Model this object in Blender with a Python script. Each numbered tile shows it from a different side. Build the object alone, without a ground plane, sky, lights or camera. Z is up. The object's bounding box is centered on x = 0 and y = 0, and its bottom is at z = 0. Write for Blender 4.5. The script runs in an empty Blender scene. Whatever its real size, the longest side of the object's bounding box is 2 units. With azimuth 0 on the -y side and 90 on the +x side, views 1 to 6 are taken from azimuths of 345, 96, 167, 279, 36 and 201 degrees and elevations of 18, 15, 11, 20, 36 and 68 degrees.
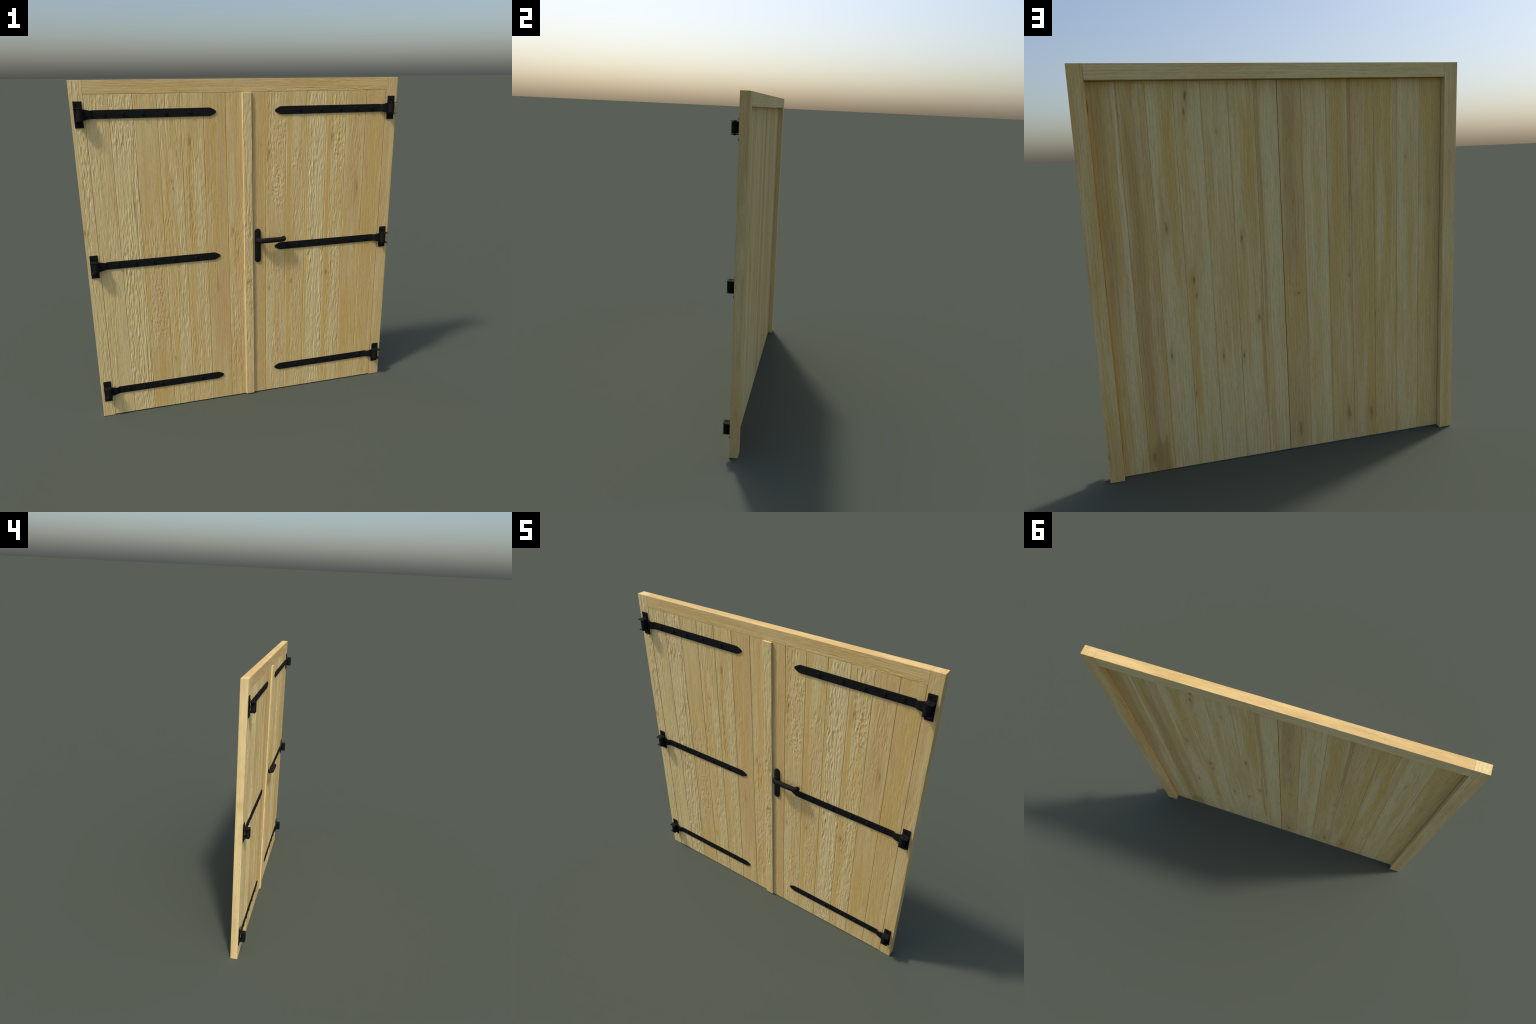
import bpy, math
import numpy as np

# ---------------------------------------------------------------- dimensions
HALF_W, HEIGHT = 0.942, 2.0
Y_FRONT, Y_BACK = 0.0025, 0.0527      # frame faces
POST_IN = 0.8725                      # inner edge of the posts
RAIL_Z = 1.930                        # underside of the header
LEAF_BACK = 0.0195                    # back face of the boards
LEAF_Z0, LEAF_Z1 = 0.0036, 1.9288
GROOVES = [-0.8712, -0.7478, -0.6218, -0.4950, -0.3692, -0.2430, -0.1162, 0.0004,
           0.0024, 0.1150, 0.2410, 0.3672, 0.4935, 0.6190, 0.7455, 0.8712]

# ---------------------------------------------------------------- noise tools
def lattice(seed):
    return np.random.default_rng(seed).random((256, 256))

def vnoise(u, v, seed):
    """smooth value noise, -1..1"""
    g = lattice(seed)
    iu, iv = np.floor(u).astype(int), np.floor(v).astype(int)
    fu, fv = u - iu, v - iv
    fu = fu * fu * fu * (fu * (fu * 6 - 15) + 10)
    fv = fv * fv * fv * (fv * (fv * 6 - 15) + 10)
    a, b = g[iu % 256, iv % 256], g[(iu + 1) % 256, iv % 256]
    c, d = g[iu % 256, (iv + 1) % 256], g[(iu + 1) % 256, (iv + 1) % 256]
    return 2 * ((a * (1 - fu) + b * fu) * (1 - fv) + (c * (1 - fu) + d * fu) * fv) - 1

def sstep(a, b, t):
    t = np.clip((t - a) / (b - a), 0, 1)
    return t * t * (3 - 2 * t)

# ---------------------------------------------------------------- relief of sawn oak
def relief(p, l, seed, base, patches, width):
    """height (m) over cross-grain coordinate p and along-grain coordinate l.
    patches: (p, l, half p, half l, strength, waviness)"""
    wob = 0.004 * vnoise(p * 12 + 3, l * 7, seed + 1) + 0.0016 * vnoise(p * 50, l * 26, seed + 2)
    q = p + wob
    streak = (0.55 * vnoise(q / 0.0058, l / 0.050, seed + 3)
              + 0.70 * vnoise(q / 0.0042, l / 0.028, seed + 4)
              + 0.50 * vnoise(q / 0.0085, l / 0.024, seed + 5)
              + 0.35 * vnoise(q / 0.0032, l / 0.017, seed + 25))
    sh = l + 0.55 * p
    n1 = vnoise((q + 0.22 * sh) / 0.0095, sh / 0.021, seed + 6)
    n2 = vnoise((q - 0.12 * sh) / 0.0060, sh / 0.014, seed + 7)
    wavy = 0.60 - 1.6 * np.abs(n1) + 0.60 * n2          # crisp ripple crests
    field = 0.5 + 0.5 * vnoise(p / 0.055, l / 0.30, seed + 8)
    m = base * (0.45 + 1.0 * sstep(0.2, 0.7, field))
    long_ = 0.9 * vnoise(q / 0.0062, l / 0.13, seed + 20) + 0.45 * vnoise(q / 0.0040, l / 0.030, seed + 21)
    wv, lg = np.zeros_like(p), np.zeros_like(p)
    for (pc, lc, hp, hl, s, w) in patches:
        d = np.sqrt(((p - pc) / hp) ** 2 + ((l - lc) / hl) ** 2)
        d = d + 0.35 * vnoise(p / 0.02, l / 0.05, seed + 9)
        k = 1 - sstep(0.55, 1.15, d)
        m = m * (1 - k) + s * k
        wv = np.maximum(wv, max(w, 0) * k)
        lg = np.maximum(lg, max(-w, 0) * k)
    h = streak * (1 - wv) + wavy * wv
    h = h * (1 - lg) + long_ * lg
    h = np.clip(h, -1.3, 1.1)
    return 0.00132 * m * h

# ---------------------------------------------------------------- board builder
def board(name, p0, p1, l0, l1, yf, yb, ch_f=0.0018, ch_b=0.0012, along='z', dep=None,
          step_p=0.0016, step_l=0.0042, height=None, end_ch=0.0012):
    """a plank: closed cross-section (front many points, back few) lofted along its grain"""
    if height is None:
        nf = 2
    else:
        nf = max(3, int(round((p1 - p0 - 2 * ch_f) / step_p)) + 1)
    front = np.linspace(p0 + ch_f, p1 - ch_f, nf)
    dep = ch_f if dep is None else dep
    prof_p = np.concatenate([[p0], front, [p1], [p1, p1 - ch_b, p0 + ch_b, p0]])
    prof_y = np.concatenate([[yf + dep], np.full(nf, yf), [yf + dep],
                             [yb - ch_b, yb, yb, yb - ch_b]])
    n = len(prof_p)
    nl = 2 if height is None else int(round((l1 - l0 - 2 * end_ch) / step_l)) + 1
    ls = np.concatenate([[l0], np.linspace(l0 + end_ch, l1 - end_ch, nl), [l1]])
    P = np.tile(prof_p, (len(ls), 1))
    Y = np.tile(prof_y, (len(ls), 1))
    L = np.tile(ls[:, None], (1, n))
    if height is not None:
        fp = P[1:-1, 1:nf + 1]
        fl = L[1:-1, 1:nf + 1]
        edge = np.minimum(np.minimum(fp - p0, p1 - fp) / 0.006, 1)
        edge_l = np.minimum(np.minimum(fl - l0, l1 - fl) / 0.012, 1)
        Y[1:-1, 1:nf + 1] -= height(fp, fl) * np.clip(edge, 0.15, 1) * np.clip(edge_l, 0.1, 1)
    for r in (0, -1):                                  # chamfered ends
        Y[r] = np.where(Y[r] < (yf + yb) / 2, yf + end_ch, yb - end_ch)
        Y[r, 0] = Y[r, nf + 1] = yf + max(dep, end_ch)
        Y[r, nf + 2] = Y[r, n - 1] = yb - max(ch_b, end_ch)
    if along == 'z':
        V = np.stack([P, Y, L], -1)
    else:                                              # grain along x, cross-grain is z
        V = np.stack([L, Y, P], -1)
    m, k = len(ls), np.arange(n)
    i = np.arange(m - 1)[:, None] * n
    a, b = i + k, i + (k + 1) % n
    quads = np.stack([a, b, b + n, a + n], -1).reshape(-1, 4)
    caps = [list(range(n))[::-1], [(m - 1) * n + j for j in range(n)]]
    if along == 'x':
        quads = quads[:, ::-1]
        caps = [c[::-1] for c in caps]
    me = bpy.data.meshes.new(name)
    me.vertices.add(m * n)
    me.vertices.foreach_set('co', V.astype(np.float32).ravel())
    loops = np.concatenate([quads.ravel(), np.array(caps[0]), np.array(caps[1])])
    tot = np.concatenate([np.full(len(quads), 4), [n, n]])
    me.loops.add(len(loops))
    me.loops.foreach_set('vertex_index', loops.astype(np.int32))
    me.polygons.add(len(tot))
    me.polygons.foreach_set('loop_start', np.concatenate([[0], np.cumsum(tot)[:-1]]).astype(np.int32))
    me.update(calc_edges=True)
    me.polygons.foreach_set('use_smooth', np.ones(len(tot), bool))
    ev = np.empty(len(me.edges) * 2, np.int32)
    me.edges.foreach_get('vertices', ev)
    ev = ev.reshape(-1, 2)
    pi, ri = ev % n, ev // n
    corner = np.isin(np.arange(n), [0, 1, nf] + list(range(nf + 1, n)))
    sharp = (pi[:, 0] == pi[:, 1]) & corner[pi[:, 0]]
    for r in (0, 1, m - 2, m - 1):
        sharp |= (ri[:, 0] == r) & (ri[:, 1] == r)
    at = me.attributes.new('sharp_edge', 'BOOLEAN', 'EDGE')
    at.data.foreach_set('value', sharp)
    me.validate()
    return me

# ---------------------------------------------------------------- node helpers
class Nodes:
    def __init__(self, name):
        self.mat = bpy.data.materials.new(name)
        self.mat.use_nodes = True
        self.t = self.mat.node_tree
        self.t.nodes.clear()

    def node(self, kind, **kw):
        n = self.t.nodes.new(kind)
        for k, v in kw.items():
            setattr(n, k, v)
        return n

    def put(self, sock, v):
        if isinstance(v, bpy.types.NodeSocket):
            self.t.links.new(v, sock)
        else:
            sock.default_value = v

    def math(self, op, a, b=0.0, c=0.0, clamp=False):
        n = self.node('ShaderNodeMath', operation=op, use_clamp=clamp)
        for s, v in zip(n.inputs, (a, b, c)):
            self.put(s, v)
        return n.outputs[0]

    def vec(self, x, y, z):
        n = self.node('ShaderNodeCombineXYZ')
        for s, v in zip(n.inputs, (x, y, z)):
            self.put(s, v)
        return n.outputs[0]

    def noise(self, vec, detail=2.0, rough=0.5, dist=0.0):
        n = self.node('ShaderNodeTexNoise')
        self.put(n.inputs['Vector'], vec)
        n.inputs['Scale'].default_value = 1.0
        n.inputs['Detail'].default_value = detail
        n.inputs['Roughness'].default_value = rough
        n.inputs['Distortion'].default_value = dist
        return n.outputs['Fac']

    def remap(self, v, a, b, c=0.0, d=1.0, smooth=True):
        n = self.node('ShaderNodeMapRange', interpolation_type='SMOOTHSTEP' if smooth else 'LINEAR')
        for s, x in zip(n.inputs, (v, a, b, c, d)):
            self.put(s, x)
        return n.outputs[0]

    def mix(self, fac, a, b, blend='MIX'):
        n = self.node('ShaderNodeMix', data_type='RGBA', blend_type=blend)
        self.put(n.inputs[0], fac)
        for s, v in zip((n.inputs[6], n.inputs[7]), (a, b)):
            self.put(s, v if isinstance(v, bpy.types.NodeSocket) else (*v, 1.0))
        return n.outputs[2]

SAGE = (0.665, 0.495, 0.200)
PALE = (0.730, 0.575, 0.280)
HONEY = (0.655, 0.432, 0.130)
ROSE = (0.650, 0.430, 0.185)
BROWN = (0.430, 0.250, 0.080)

def wood(name, seed, front, back, knots=(), bands=(), along='z', grain=1.0, split=0.0135):
    """oak.  front/back: (pale 0..1, honey 0..1, rose 0..1, darkness) tone of each face;
    knots: (cross, along, half cross, half along, strength, 'f' or 'b')"""
    N = Nodes(name)
    tc = N.node('ShaderNodeTexCoord')
    sep = N.node('ShaderNodeSeparateXYZ')
    N.put(sep.inputs[0], tc.outputs['Object'])
    X, Y, Z = sep.outputs
    p, l = (X, Z) if along == 'z' else (Z, X)
    isback = N.math('GREATER_THAN', Y, split)
    o = seed * 3.713
    # face-dependent offset so that front and back show different cuts
    po = N.math('MULTIPLY_ADD', isback, 0.731, N.math('ADD', p, o % 11))
    lo = N.math('MULTIPLY_ADD', isback, 1.37, N.math('ADD', l, (o * 1.7) % 13))
    # knots bend the grain and darken
    bend, dark, glow = None, None, None
    for (kp, kl, hp, hl, s, side) in knots:
        dp = N.math('DIVIDE', N.math('SUBTRACT', p, kp), hp)
        dl = N.math('DIVIDE', N.math('SUBTRACT', l, kl), hl)
        d2 = N.math('ADD', N.math('MULTIPLY', dp, dp), N.math('MULTIPLY', dl, dl))
        face = isback if side == 'b' else N.math('SUBTRACT', 1.0, isback)
        halo = N.math('MULTIPLY', N.math('POWER', 2.718, N.math('MULTIPLY', d2, -0.22)), face)
        b = N.math('MULTIPLY', N.math('MULTIPLY', halo, dp), hp * -0.9)
        jit = N.noise(N.vec(N.math('MULTIPLY', p, 160), kp * 7, N.math('MULTIPLY', l, 45)), 2)
        dd = N.math('ADD', N.math('SQRT', d2), N.math('MULTIPLY', N.math('SUBTRACT', jit, 0.5), 1.5))
        c = N.math('MULTIPLY', N.remap(dd, 1.15, 0.1), N.math('MULTIPLY', face, s))
        soft = N.math('MULTIPLY', halo, 0.75 * s)
        glow = soft if glow is None else N.math('MAXIMUM', glow, soft)
        bend = b if bend is None else N.math('ADD', bend, b)
        dark = c if dark is None else N.math('MAXIMUM', dark, c)
    # gentle wander of the grain
    w1 = N.noise(N.vec(N.math('MULTIPLY', po, 9), N.math('MULTIPLY', Y, 9), N.math('MULTIPLY', lo, 2.3)), 2)
    w = N.math('MULTIPLY', N.math('SUBTRACT', w1, 0.5), 0.036)
    g = N.math('ADD', po, w)
    if bend is not None:
        g = N.math('ADD', g, bend)
    def at(sp, sl, sy=None, k=0.0):
        return N.vec(N.math('MULTIPLY_ADD', g, sp, k), N.math('MULTIPLY', Y, sy or sp),
                     N.math('MULTIPLY_ADD', lo, sl, k))
    band = N.noise(at(30, 1.6, 18, 2.2), 3.0, 0.55)
    band2 = N.noise(at(44, 1.9, 30, 9.1), 3.0, 0.55)
    band3 = N.noise(at(24, 1.6, 14, 17.7), 3.0, 0.55)
    streak = N.noise(at(150, 9.0, 120, 4.4), 3.0, 0.6)
    fibre = N.noise(at(420, 30, 400, 6.1), 3.0, 0.65)
    pores = N.noise(at(520, 48, 500, 31.0), 2.0, 0.6)
    wave = N.node('ShaderNodeTexWave', wave_type='BANDS', bands_direction='X', wave_profile='SIN')
    N.put(wave.inputs['Vector'], at(9, 0.55, 9, 3.0))
    wave.inputs['Scale'].default_value = 2.4
    wave.inputs['Distortion'].default_value = 5.5
    wave.inputs['Detail'].default_value = 2.0
    wave.inputs['Detail Scale'].default_value = 1.4
    rings = wave.outputs['Fac']
    def face(i):
        if abs(front[i] - back[i]) < 1e-6:
            return front[i]
        return N.math('MULTIPLY_ADD', isback, back[i] - front[i], front[i])
    pale, honey, rose, dk = face(0), face(1), face(2), face(3)
    def amount(tone, field, lo_=0.32, hi_=0.68):
        # tone shifts the threshold of a noise field
        t = N.math('ADD', field, N.math('MULTIPLY_ADD', tone, 0.5, -0.25) if not isinstance(tone, float) else tone * 0.5 - 0.25)
        return N.remap(t, lo_, hi_)
    col = N.mix(N.math('MULTIPLY', amount(honey, band2), 0.85), SAGE, HONEY)
    col = N.mix(N.math('MULTIPLY', amount(rose, band3), 0.75), col, ROSE)
    col = N.mix(N.math('MULTIPLY', amount(pale, band), 0.8), col, PALE)
    # placed streaks of heartwood / sapwood: (cross, half cross, along, half along, colour, strength, face)
    edge = N.math('MULTIPLY', N.math('SUBTRACT', band2, 0.5), 1.6)
    for (bp, hp, bl, hl, tone, st, side) in bands:
        off = N.math('SUBTRACT', N.math('ADD', p, N.math('MULTIPLY', w, 0.30)), bp)
        u = N.math('ADD', N.math('DIVIDE', N.math('ABSOLUTE', off), hp), edge)
        v = N.math('ADD', N.math('DIVIDE', N.math('ABSOLUTE', N.math('SUBTRACT', l, bl)), hl), edge)
        k = N.math('MULTIPLY', N.remap(u, 1.45, 0.45), N.remap(v, 1.15, 0.65))
        fc = isback if side == 'b' else N.math('SUBTRACT', 1.0, isback)
        col = N.mix(N.math('MULTIPLY', k, N.math('MULTIPLY', fc, st)), col, tone)
    # grain as a brightness factor
    f = N.math('MULTIPLY_ADD', N.math('SUBTRACT', streak, 0.5), 0.34 * grain, 1.075)
    f = N.math('MULTIPLY_ADD', N.math('SUBTRACT', fibre, 0.5), 0.55 * grain, f)
    f = N.math('MULTIPLY_ADD', N.math('SUBTRACT', rings, 0.5), 0.10 * grain, f)
    f = N.math('MULTIPLY_ADD', N.remap(pores, 0.60, 0.72), -0.22 * grain, f)
    f = N.math('SUBTRACT', f, dk)
    col = N.mix(1.0, col, N.vec(f, f, f), 'MULTIPLY')
    dkst = N.math('MULTIPLY', N.remap(streak, 0.40, 0.26), 0.25)
    col = N.mix(dkst, col, BROWN)
    if dark is not None:
        col = N.mix(glow, col, (0.500, 0.305, 0.095))
        col = N.mix(dark, col, (0.240, 0.130, 0.050))
    bs = N.node('ShaderNodeBsdfPrincipled')
    N.put(bs.inputs['Base Color'], col)
    bs.inputs['Roughness'].default_value = 0.8
    bs.inputs['Specular IOR Level'].default_value = 0.12
    bump = N.node('ShaderNodeBump')
    bump.inputs['Strength'].default_value = 0.35
    bump.inputs['Distance'].default_value = 0.0012
    hsum = N.math('MULTIPLY_ADD', streak, 0.6, N.math('MULTIPLY', fibre, 0.5))
    N.put(bump.inputs['Height'], hsum)
    N.put(bs.inputs['Normal'], bump.outputs[0])
    out = N.node('ShaderNodeOutputMaterial')
    N.put(out.inputs[0], bs.outputs[0])
    return N.mat

def iron():
    N = Nodes('black_iron')
    tc = N.node('ShaderNodeTexCoord')
    mp = N.node('ShaderNodeMapping')
    mp.inputs['Scale'].default_value = (160, 160, 160)
    N.put(mp.inputs[0], tc.outputs['Object'])
    n = N.noise(mp.outputs[0], 3)
    bs = N.node('ShaderNodeBsdfPrincipled')
    N.put(bs.inputs['Base Color'], N.mix(n, (0.0085, 0.0085, 0.0085), (0.0115, 0.0112, 0.0110)))
    bs.inputs['Roughness'].default_value = 0.70
    bs.inputs['Specular IOR Level'].default_value = 0.11
    bump = N.node('ShaderNodeBump')
    bump.inputs['Strength'].default_value = 0.06
    bump.inputs['Distance'].default_value = 0.001
    N.put(bump.inputs['Height'], n)
    N.put(bs.inputs['Normal'], bump.outputs[0])
    out = N.node('ShaderNodeOutputMaterial')
    N.put(out.inputs[0], bs.outputs[0])
    return N.mat

# ---------------------------------------------------------------- scene tree
scene = bpy.context.scene
def link(ob, parent=None):
    scene.collection.objects.link(ob)
    if parent:
        ob.parent = parent
    return ob
def add(name, me, mat, parent):
    ob = bpy.data.objects.new(name, me)
    if mat and not me.materials:
        me.materials.append(mat)
    return link(ob, parent)

root = bpy.data.objects.new('wooden_double_door', None)
root['label'] = 'pale oak double door with frame, black strap hinges and lever handle'
root['category'] = 'door'
link(root)

# ---------------------------------------------------------------- frame
def rel(seed, base, patches=(), width=0.126):
    return lambda p, l: relief(p, l, seed, base, patches, width)

me = board('frame_post', -HALF_W, -POST_IN, 0, HEIGHT, Y_FRONT, Y_BACK, 0.0006, 0.0006, end_ch=0.0006,
           height=rel(11, 0.6, [(-0.895, 1.5, 0.03, 0.28, 1.3, 0.2), (-0.9, 0.45, 0.03, 0.45, 1.0, -0.3), (-0.934, 1.0, 0.009, 1.3, 0.1, 0)]))
add('frame_post', me, wood('oak_post_left', 1, (0.75, 0.40, 0.35, 0.0), (0.45, 0.5, 0.4, 0.0),
    [(-0.935, 1.19, 0.006, 0.020, 0.65, 'f')], split=Y_BACK - 0.0012), root)
me = board('frame_post', POST_IN, HALF_W, 0, HEIGHT, Y_FRONT, Y_BACK, 0.0006, 0.0006, end_ch=0.0006,
           height=rel(12, 0.22))
add('frame_post', me, wood('oak_post_right', 2, (0.35, 0.55, 0.60, 0.03), (0.35, 0.6, 0.5, 0.02),
    [(0.934, 0.14, 0.006, 0.02, 0.45, 'b')], split=Y_BACK - 0.0012), root)
me = board('frame_header', RAIL_Z, HEIGHT, -POST_IN + 0.0006, POST_IN - 0.0006, Y_FRONT, Y_BACK, 0.0006, 0.0006,
           along='x', end_ch=0.0008,
           height=rel(13, 0.10, [(1.938, 0.45, 0.012, 0.48, 0.6, 0), (1.985, 0.55, 0.010, 0.3, 0.35, 0)]))
add('frame_header', me, wood('oak_header', 3, (0.38, 0.55, 0.50, 0.02), (0.65, 0.35, 0.3, 0.0), along='x', split=Y_BACK - 0.0012), root)

# ---------------------------------------------------------------- leaves and their planks
# per plank: relief base, relief patches (dx from plank middle, z, half x, half z, strength,
# waviness: 1 rippled, 0 short saw marks, -1 long ridges), tone of front, tone of back
EVEN = (.48, .42, .35, .00)
PLANKS = [
 dict(b=0.40, r=[(0, 1.83, .07, .15, 1.2, .5), (-.03, 1.55, .035, .22, .8, 0), (0, 1.02, .06, .15, .8, .2),
                 (-.035, .5, .03, .4, .9, -.5), (.03, .45, .035, .4, .06, 0)], f=(.62, .35, .22, .00), bk=(.42, .50, .35, .01)),
 dict(b=1.15, r=[(0, 1.84, .06, .14, 1.3, .5), (.03, 1.25, .035, .32, 1.35, -.9), (.03, .5, .035, .42, 1.35, -.9),
                 (-.03, .6, .03, .25, 1.2, .2)], f=(.85, .25, .25, -.01), bk=(.60, .40, .28, .00)),
 dict(b=0.45, r=[(0, 1.54, .09, .36, .05, 0), (0, 1.08, .06, .16, .9, .3), (0, .68, .06, .26, 1.1, .85),
                 (0, .2, .08, .18, .06, 0)], f=(.45, .42, .35, .01), bk=(.42, .52, .35, .01)),
 dict(b=0.55, r=[(-.01, 1.5, .05, .35, .75, -.6), (.03, .6, .04, .35, .9, .2)], f=(.55, .45, .30, .00), bk=(.40, .52, .40, .02)),
 dict(b=0.45, r=[(.03, 1.25, .035, .25, .9, -.3), (.01, .6, .05, .35, .85, .2)], f=(.55, .50, .25, .00), bk=(.40, .52, .40, .02)),
 dict(b=0.12, r=[(-.035, 1.28, .03, .22, .8, -.4), (.0, .9, .03, .2, .3, 0)], f=(.30, .58, .50, .02), bk=(.62, .38, .28, .00)),
 dict(b=0.40, r=[(0, 1.6, .07, .36, .06, 0), (-.02, 1.05, .05, .12, .9, .2), (-.015, .5, .045, .45, 1.0, -.3)],
      f=(.42, .50, .42, .01), bk=(.32, .60, .45, .03)),
 dict(b=0.14, r=[(0, .25, .05, .25, .3, 0)], f=(.32, .52, .55, .02), bk=(.55, .42, .35, .00)),
 dict(b=0.60, r=[(.03, 1.73, .05, .10, 1.2, .9), (.015, 1.43, .05, .22, 1.3, .9), (.03, .90, .05, .12, 1.1, .8),
                 (0, .35, .06, .35, .85, .3)], f=(.55, .40, .40, .00), bk=(.50, .45, .32, .00)),
 dict(b=0.50, r=[(0, 1.54, .03, .07, 1.2, .9), (.015, 1.3, .04, .25, .8, .1), (-.045, 1.0, .02, 1.3, .08, 0),
                 (.01, .55, .05, .38, .85, .4)], f=(.50, .45, .40, .00), bk=(.55, .32, .30, .00)),
 dict(b=1.05, r=[(.02, .9, .04, .7, 1.25, -.6), (-.055, 1.0, .012, 1.3, .1, 0)], f=(.72, .35, .32, -.01), bk=(.60, .50, .18, .00)),
 dict(b=0.60, r=[(.02, 1.56, .04, .17, 1.35, .95), (.02, 1.28, .05, .2, .95, .4), (-.048, 1.0, .016, 1.3, .08, 0),
                 (.03, .94, .04, .10, 1.1, .9), (.01, .45, .05, .35, .9, .3)], f=(.55, .45, .32, .00), bk=(.50, .45, .32, .00)),
 dict(b=0.25, r=[(0, .65, .08, .55, .07, 0), (0, 1.62, .05, .22, .8, -.3), (-.02, 1.38, .04, .1, .6, .8)],
      f=(.36, .50, .50, .01), bk=(.32, .62, .45, .03)),
 dict(b=0.14, r=[(.03, .85, .02, .25, .8, -.4)], f=(.30, .60, .45, .02), bk=(.34, .58, .45, .03)),
]
# streaks: cross, half cross, along, half along, colour, strength, face
BANDS = [
 (-.762, .010, 1.5, .5, ROSE, .5, 'f'), (-.560, .030, .60, .40, ROSE, .4, 'f'), (-.560, .06, .18, .20, HONEY, .5, 'f'),
 (-.460, .014, .90, .9, HONEY, .5, 'f'), (-.395, .018, .90, .6, PALE, .6, 'f'), (-.333, .012, 1.4, .40, HONEY, .8, 'f'),
 (-.275, .014, 1.3, .4, PALE, .6, 'f'), (-.350, .014, .50, .40, HONEY, .6, 'f'), (-.150, .018, 1.6, .40, ROSE, .8, 'f'),
 (-.190, .014, 1.4, .5, HONEY, .8, 'f'), (-.225, .012, 1.2, .2, PALE, .6, 'f'), (-.180, .035, .70, .30, ROSE, .5, 'f'),
 (-.040, .012, 1.0, 1.1, ROSE, .5, 'f'), (.060, .018, 1.0, 1.1, ROSE, .6, 'f'), (.095, .010, 1.0, 1.1, HONEY, .5, 'f'),
 (.125, .010, 1.6, .4, HONEY, .6, 'f'), (.200, .030, .70, .6, ROSE, .4, 'f'), (.262, .013, 1.0, 1.1, HONEY, .8, 'f'),
 (.330, .018, 1.0, .6, ROSE, .4, 'f'), (.376, .007, 1.0, 1.1, HONEY, .7, 'f'), (.440, .030, 1.0, 1.1, PALE, .5, 'f'),
 (.513, .013, 1.0, 1.1, HONEY, .8, 'f'), (.690, .028, 1.5, .5, ROSE, .6, 'f'), (.665, .028, .40, .35, HONEY, .7, 'f'),
 (.695, .007, 1.35, .12, BROWN, .4, 'f'), (.800, .045, 1.3, .5, HONEY, .5, 'f'), (.762, .011, 1.7, .3, ROSE, .6, 'f'),
 (.835, .028, 1.5, .6, BROWN, .40, 'b'), (.758, .009, 1.4, .7, PALE, 1., 'b'), (.790, .022, .50, .5, PALE, .7, 'b'),
 (.862, .007, 1.0, 1.1, HONEY, .7, 'b'), (.705, .030, 1.0, 1.0, BROWN, .42, 'b'), (.640, .014, 1.4, .5, ROSE, .7, 'b'),
 (.680, .050, .05, .14, BROWN, .7, 'b'), (.602, .011, 1.6, .5, PALE, .9, 'b'), (.530, .028, 1.6, .3, HONEY, .7, 'b'),
 (.550, .050, .60, .6, PALE, .6, 'b'), (.385, .012, 1.0, 1.1, PALE, .9, 'b'), (.470, .013, .60, .4, HONEY, .8, 'b'),
 (.165, .028, 1.6, .3, HONEY, .7, 'b'), (.226, .010, 1.5, .5, PALE, .7, 'b'), (.125, .007, .60, .4, BROWN, .5, 'b'),
 (.180, .045, .30, .4, PALE, .5, 'b'), (.102, .008, 1.3, .8, BROWN, .45, 'b'), (.050, .028, 1.0, 1.1, PALE, .7, 'b'),
 (-.070, .018, 1.85, .2, ROSE, .8, 'b'), (-.050, .028, 1.4, .5, BROWN, .4, 'b'), (-.060, .05, .22, .25, ROSE, .7, 'b'),
 (-.220, .018, 1.0, 1.1, PALE, .8, 'b'), (-.362, .008, 1.7, .5, BROWN, .5, 'b'), (-.290, .026, 1.3, .6, HONEY, .6, 'b'),
 (-.390, .016, 1.2, .8, ROSE, .6, 'b'), (-.470, .020, 1.0, 1.1, HONEY, .6, 'b'), (-.575, .014, 1.5, .5, HONEY, .9, 'b'),
 (-.520, .012, 1.2, .4, PALE, .6, 'b'), (-.608, .010, 1.5, .5, ROSE, .6, 'b'), (-.645, .015, 1.6, .5, PALE, .8, 'b'),
 (-.700, .018, .90, .8, HONEY, .4, 'b'), (-.815, .030, 1.2, .8, HONEY, .5, 'b'), (-.852, .014, .80, .9, ROSE, .6, 'b'),
]
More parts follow.
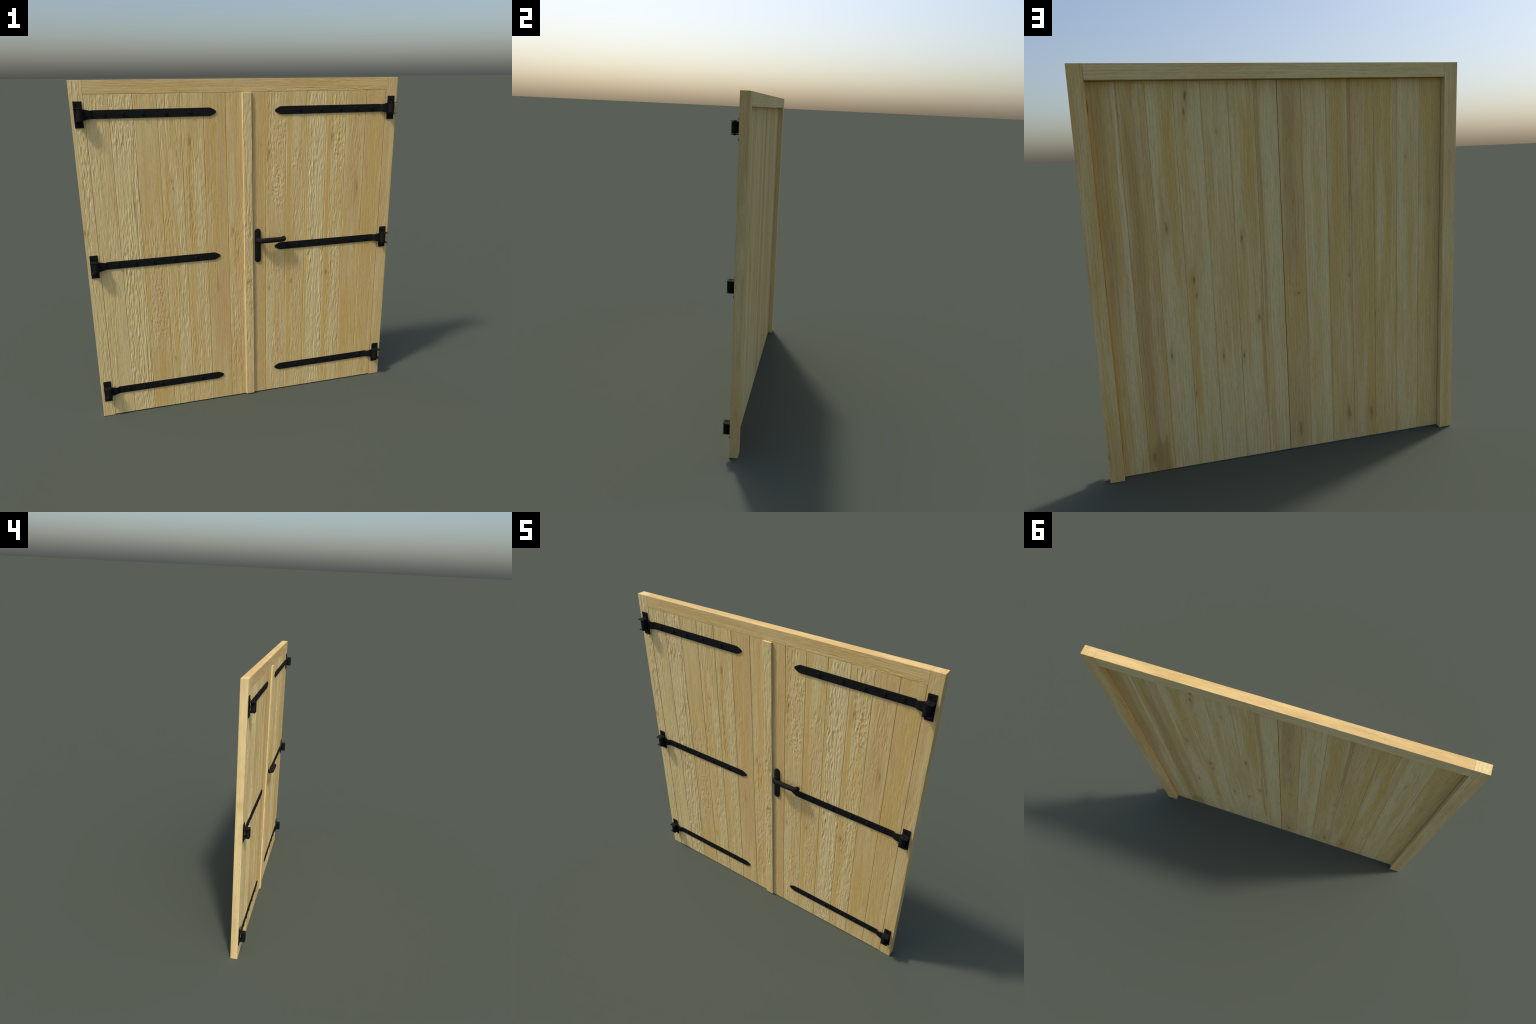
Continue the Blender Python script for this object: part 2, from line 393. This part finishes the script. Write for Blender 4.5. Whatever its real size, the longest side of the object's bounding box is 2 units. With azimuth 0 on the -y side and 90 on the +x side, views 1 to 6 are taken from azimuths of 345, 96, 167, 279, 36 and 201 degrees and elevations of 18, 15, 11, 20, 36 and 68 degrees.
# knots: cross, along, half cross, half along, strength, face
KNOTS = [
 (-.327, 1.669, .010, .042, .45, 'f'), (-.439, 1.454, .005, .016, .65, 'f'), (-.435, 1.411, .004, .012, .5, 'f'),
 (-.338, 1.300, .005, .110, .45, 'f'), (-.090, 1.135, .008, .026, .55, 'f'), (-.192, .788, .004, .026, .45, 'f'),
 (.137, 1.588, .006, .020, .55, 'f'), (.134, .741, .006, .020, .50, 'f'), (.282, .770, .009, .022, .50, 'f'),
 (.529, 1.663, .006, .024, .55, 'f'), (.521, .805, .009, .020, .55, 'f'), (.709, 1.349, .006, .040, .50, 'f'),
 (-.475, .336, .006, .016, .45, 'f'), (-.349, .364, .005, .018, .45, 'f'), (-.655, 1.33, .0035, .110, .50, 'f'),
 (.438, 1.861, .008, .030, .75, 'b'), (.449, 1.791, .006, .024, .65, 'b'), (.457, .989, .007, .026, .70, 'b'),
 (.450, .909, .006, .022, .55, 'b'), (.486, .396, .006, .018, .60, 'b'), (.569, 1.249, .010, .036, .55, 'b'),
 (.591, .614, .005, .024, .75, 'b'), (.303, 1.698, .005, .022, .45, 'b'), (.334, .580, .005, .022, .70, 'b'),
 (.209, 1.178, .009, .036, .60, 'b'), (.140, .766, .008, .016, .60, 'b'), (.229, .566, .005, .022, .70, 'b'),
 (-.072, .869, .010, .007, .50, 'b'), (-.059, .109, .013, .060, .50, 'b'), (-.339, .163, .013, .055, .50, 'b'),
 (-.470, .142, .013, .055, .50, 'b'), (-.674, 1.536, .005, .020, .45, 'b'), (-.353, .939, .007, .014, .40, 'b'),
 (.720, .081, .014, .035, .50, 'b'), (-.062, 1.342, .004, .024, .50, 'b'), (-.496, .709, .004, .026, .60, 'b'),
]
leaf_planks = []
bounds = [(GROOVES[i], GROOVES[i + 1]) for i in range(7)] + [(GROOVES[i], GROOVES[i + 1]) for i in range(8, 15)]
GAP = 0.0002
for side in (0, 1):
    lo, hi = bounds[side * 7][0], bounds[side * 7 + 6][1]
    core = board('door_leaf', lo + 0.004, hi - 0.004, LEAF_Z0 + 0.004, LEAF_Z1 - 0.004, 0.0075, 0.0150, 0.0005, 0.0005)
    leaf = add('door_leaf', core, wood('oak_core_%d' % side, 40 + side, (.3, .6, .5, .1), (.3, .6, .5, .1)), root)
    leaf_planks.append(leaf)
    for j in range(7):
        i = side * 7 + j
        a, b = bounds[i]
        d = PLANKS[i]
        mid = (a + b) / 2
        pat = [(mid + q[0],) + q[1:] for q in d['r']]
        kn = [k for k in KNOTS if a < k[0] < b]
        bd = [k for k in BANDS if a < k[0] < b]
        me = board('plank', a + GAP, b - GAP, LEAF_Z0, LEAF_Z1, Y_FRONT + 0.0004, LEAF_BACK, 0.0026, 0.0021, dep=0.0024,
                   height=rel(100 + i * 10, d['b'], pat), end_ch=0.0012)
        add('plank', me, wood('oak_plank_%02d' % i, 5 + i, d['f'], d['bk'], kn, bd), leaf)

me = board('cover_strip', -0.0225, 0.0320, LEAF_Z0, LEAF_Z1, -0.0085, Y_FRONT + 0.0002, 0.0026, 0.0003,
           height=rel(15, 1.05, [(0, .12, .06, .25, .15, 0), (.005, .75, .05, .2, 1.3, .6), (.005, 1.5, .04, .35, 1.2, -.6)]), end_ch=0.0020)
add('cover_strip', me, wood('oak_cover_strip', 31, (.65, .40, .45, .0), (.65, .40, .45, .0),
    [(0.003, 0.80, .010, .016, .4, 'f'), (0.018, 0.64, .004, .05, .5, 'f')]), leaf_planks[0])

# ---------------------------------------------------------------- iron work
IRON = iron()

def mesh_from(name, verts, faces, smooth_angle=None):
    me = bpy.data.meshes.new(name)
    me.from_pydata([tuple(map(float, v)) for v in verts], [], faces)
    me.validate()
    if smooth_angle is not None:
        me.shade_smooth()
        me.set_sharp_from_angle(angle=math.radians(smooth_angle))
    me.update()
    return me

def loft(name, rings, smooth=30, close=True):
    n = len(rings[0])
    verts = [v for r in rings for v in r]
    faces = []
    for i in range(len(rings) - 1):
        for k in range(n):
            a, b = i * n + k, i * n + (k + 1) % n
            faces.append((a, b, b + n, a + n))
    if close:
        faces.append(tuple(range(n))[::-1])
        faces.append(tuple((len(rings) - 1) * n + k for k in range(n)))
    return mesh_from(name, verts, faces, smooth)

def join(name, meshes, smooth=30):
    verts, faces = [], []
    for me in meshes:
        o = len(verts)
        verts += [v.co[:] for v in me.vertices]
        faces += [tuple(o + i for i in p.vertices) for p in me.polygons]
        bpy.data.meshes.remove(me)
    return mesh_from(name, verts, faces, smooth)

def lathe(axis_pts, n=28, axis='y'):
    """(radius, along) profile turned about the axis"""
    rings = []
    for r, h in axis_pts:
        ring = []
        for k in range(n):
            t = 2 * math.pi * k / n
            c, s = r * math.cos(t), r * math.sin(t)
            ring.append((c, h, s) if axis == 'y' else (c, s, h))
        rings.append(ring)
    return rings

def box(x0, x1, y0, y1, z0, z1, ch=0.0006):
    """chamfered box lofted in z"""
    rings = []
    for z, i in ((z0, ch), (z0 + ch, 0), (z1 - ch, 0), (z1, ch)):
        rings.append([(x0 + i, y0 + i, z), (x1 - i, y0 + i, z), (x1 - i, y1 - i, z), (x0 + i, y1 - i, z)])
    return loft('box', rings)

# barrel axis, relative to hinge centre (x = plate centre, mirrored by side)
PLATE_X, BAR_X, BAR_Y, BAR_R = 0.9037, 0.8958, -0.0252, 0.0172

def strap_mesh():
    """right-hand strap, centred on z = 0: pointed tip, flat bar, crank, flare, rolled eye"""
    th = 0.0042
    # outline stations: x, half height, y of the back face
    st = [(0.1725, 0.0042, Y_FRONT), (0.1745, 0.0068, Y_FRONT), (0.1840, 0.0125, Y_FRONT), (0.1960, 0.0187, Y_FRONT),
          (0.2040, 0.0218, Y_FRONT), (0.2090, 0.0226, Y_FRONT), (0.8290, 0.0224, Y_FRONT), (0.8330, 0.0220, Y_FRONT),
          (0.8365, 0.0212, -0.0005), (0.8400, 0.0208, -0.0042), (0.8440, 0.0212, -0.0062),
          (0.8560, 0.0236, -0.0074), (0.8700, 0.0268, -0.0078), (0.8790, 0.0281, -0.0080)]
    rings = []
    e = 0.0007
    for x, h, y in st:
        yf, yb = y - th, y + 0.0003
        rings.append([(x, yb, -h), (x, yf + e, -h), (x, yf, -h + e), (x, yf, h - e), (x, yf + e, h), (x, yb, h)])
    # roll around the barrel (starts at the back, wraps over the outside to the front)
    hb = 0.0281
    for k in range(0, 13):
        t = math.radians(-90 + 10 - k * 26.5)
        if k < 1:
            continue
        ca, sa = math.cos(math.radians(90 - k * 27)), math.sin(math.radians(90 - k * 27))
        ro, ri = BAR_R, BAR_R - 0.0042
        px = lambda r: BAR_X + r * ca
        py = lambda r: BAR_Y + r * sa
        rings.append([(px(ro), py(ro), -hb), (px(ri + e), py(ri + e), -hb), (px(ri), py(ri), -hb + e),
                      (px(ri), py(ri), hb - e), (px(ri + e), py(ri + e), hb), (px(ro), py(ro), hb)])
    strap = loft('strap', rings, 30)
    # solid eye sleeve filling the roll
    eye = loft('eye', lathe([(0.0, -hb), (BAR_R - 0.0008, -hb), (BAR_R, -hb + 0.0008), (BAR_R, hb - 0.0008),
                             (BAR_R - 0.0008, hb), (0.0, hb)], 36, 'z'), 30, close=False)
    for v in eye.vertices:
        v.co.x += BAR_X
        v.co.y += BAR_Y
    return join('hinge_strap', [strap, eye], 32)

def bracket_mesh():
    """wall plate with two ears that hold the pin"""
    w = 0.0222
    plate = box(PLATE_X - w, PLATE_X + w, -0.0007, Y_FRONT + 0.0003, -0.0680, 0.0680)
    ears = []
    for z in (0.0318, -0.0318):
        ears.append(box(PLATE_X - w, PLATE_X + w, -0.0408, -0.0003, z - 0.0015, z + 0.0015, 0.0004))
    return join('hinge_bracket', [plate] + ears, 30)

def pin_mesh():
    rp, rh = 0.0062, 0.0090
    prof = [(0.0, -0.0372), (rh * 0.6, -0.0370), (rh, -0.0352), (rh, -0.0331), (rp, -0.0331),
            (rp, 0.0331), (rh, 0.0331), (rh, 0.0352), (rh * 0.6, 0.0370), (0.0, 0.0372)]
    me = loft('hinge_pin', lathe(prof, 24, 'z'), 35, close=False)
    for v in me.vertices:
        v.co.x += BAR_X
        v.co.y += BAR_Y
    return me

def bolt_mesh(name, r, h, n):
    """low hexagonal / round head standing out towards -y, foot at y = 0"""
    prof = [(r, 0.0006), (r, -h * 0.78), (r * 0.84, -h), (0.0, -h)]
    return loft(name, lathe(prof, n, 'y'), 25, close=False)

def mirrored(me, name):
    m2 = me.copy()
    m2.name = name
    for v in m2.vertices:
        v.co.x = -v.co.x
    m2.flip_normals()
    m2.update()
    return m2

strap_r, bracket_r, pin_r = strap_mesh(), bracket_mesh(), pin_mesh()
strap_l, bracket_l, pin_l = (mirrored(m, m.name) for m in (strap_r, bracket_r, pin_r))
bolt = bolt_mesh('bolt', 0.0100, 0.0074, 7)
rivet = bolt_mesh('rivet', 0.0046, 0.0042, 12)
for m in (strap_r, bracket_r, pin_r, strap_l, bracket_l, pin_l, bolt, rivet):
    if not m.materials:
        m.materials.append(IRON)

BOLT_X = (0.3180, 0.4510, 0.5740, 0.6775, 0.7752)
rng = np.random.default_rng(5)
for sgn, heights in ((-1, (1.8270, 0.9855, 0.1712)), (1, (1.8258, 1.0123, 0.1700))):
    for zc in heights:
        brk = link(bpy.data.objects.new('hinge_bracket', bracket_r if sgn > 0 else bracket_l), root)
        strap = link(bpy.data.objects.new('hinge_strap', strap_r if sgn > 0 else strap_l), root)
        for ob in (brk, strap):
            ob.location = (0, 0, zc)
        pin = link(bpy.data.objects.new('hinge_pin', pin_r if sgn > 0 else pin_l), brk)
        for bx in BOLT_X:
            ob = link(bpy.data.objects.new('bolt', bolt), strap)
            ob.location = (sgn * bx, Y_FRONT - 0.0042, 0.002)
            ob.rotation_euler = (0, rng.uniform(0, 1.0), 0)
        for dx, dz in ((-0.0125, 0.0555), (0.0115, 0.0430), (-0.0115, -0.0430), (0.0125, -0.0555)):
            ob = link(bpy.data.objects.new('rivet', rivet), brk)
            ob.location = (sgn * PLATE_X + dx, -0.0007, dz)

# lever handle -----------------------------------------------------------
def rounded_plate(name, xc, z0, z1, hw, y0, y1, ch):
    def outline(i):
        r = hw - i
        pts = []
        for k in range(17):
            t = math.pi * k / 16
            pts.append((xc + r * math.cos(t), z1 - hw + r * math.sin(t)))
        for k in range(17):
            t = math.pi + math.pi * k / 16
            pts.append((xc + r * math.cos(t), z0 + hw + r * math.sin(t)))
        return pts
    rings = [[(x, y, z) for x, z in outline(i)] for y, i in ((y1, 0), (y0 + ch, 0), (y0 + ch * .3, ch * .3), (y0, ch))]
    return loft(name, rings, 30)

def sweep(name, path, radius, n=28):
    """round bar along a path in the xy plane with domed ends; path: (x, y, z)"""
    P = np.array(path)
    T = np.gradient(P, axis=0)
    T /= np.linalg.norm(T, axis=1)[:, None]
    up = np.array([0, 0, 1.0])
    rings = []
    def ring(c, t, r):
        s = np.cross(t, up)
        return [tuple(c + r * (math.cos(a) * s + math.sin(a) * up)) for a in np.linspace(0, 2 * math.pi, n, endpoint=False)]
    for c, t in zip(P, T):
        rings.append(ring(c, t, radius))
    d = 0.004                                           # rounded free end
    for k in range(1, 6):
        a = k / 5 * math.pi / 2
        rings.append(ring(P[-1] + T[-1] * d * math.sin(a), T[-1], radius - d + d * math.cos(a)))
    return loft(name, rings, 40)

HX, HZ, HR = 0.0632, 1.0650, 0.0154
OUT = -0.0527 + HR
plate = rounded_plate('handle_plate', 0.0632, 0.9200, 1.1340, 0.0184, -0.0040, Y_FRONT + 0.0006, 0.0016)
hp = add('handle_plate', plate, IRON, root)
path = [(HX, -0.002, HZ), (HX, -0.012, HZ), (HX, -0.020, HZ)]
BEND = 0.0170
for k in range(0, 11):                                  # elbow towards +x
    a = math.pi / 2 * k / 10
    path.append((HX + BEND - BEND * math.cos(a), OUT + BEND - BEND * math.sin(a), HZ))
XE = 0.2215
for t in (0.25, 0.5, 0.75):
    path.append((HX + BEND + t * (XE - HX - 2 * BEND), OUT, HZ))
for k in range(0, 11):                                  # return bend to the door
    a = math.pi / 2 * k / 10
    path.append((XE - BEND + BEND * math.sin(a), OUT + BEND - BEND * math.cos(a), HZ))
path.append((XE, -0.0175, HZ))
add('lever', sweep('lever', path, HR), IRON, hp)
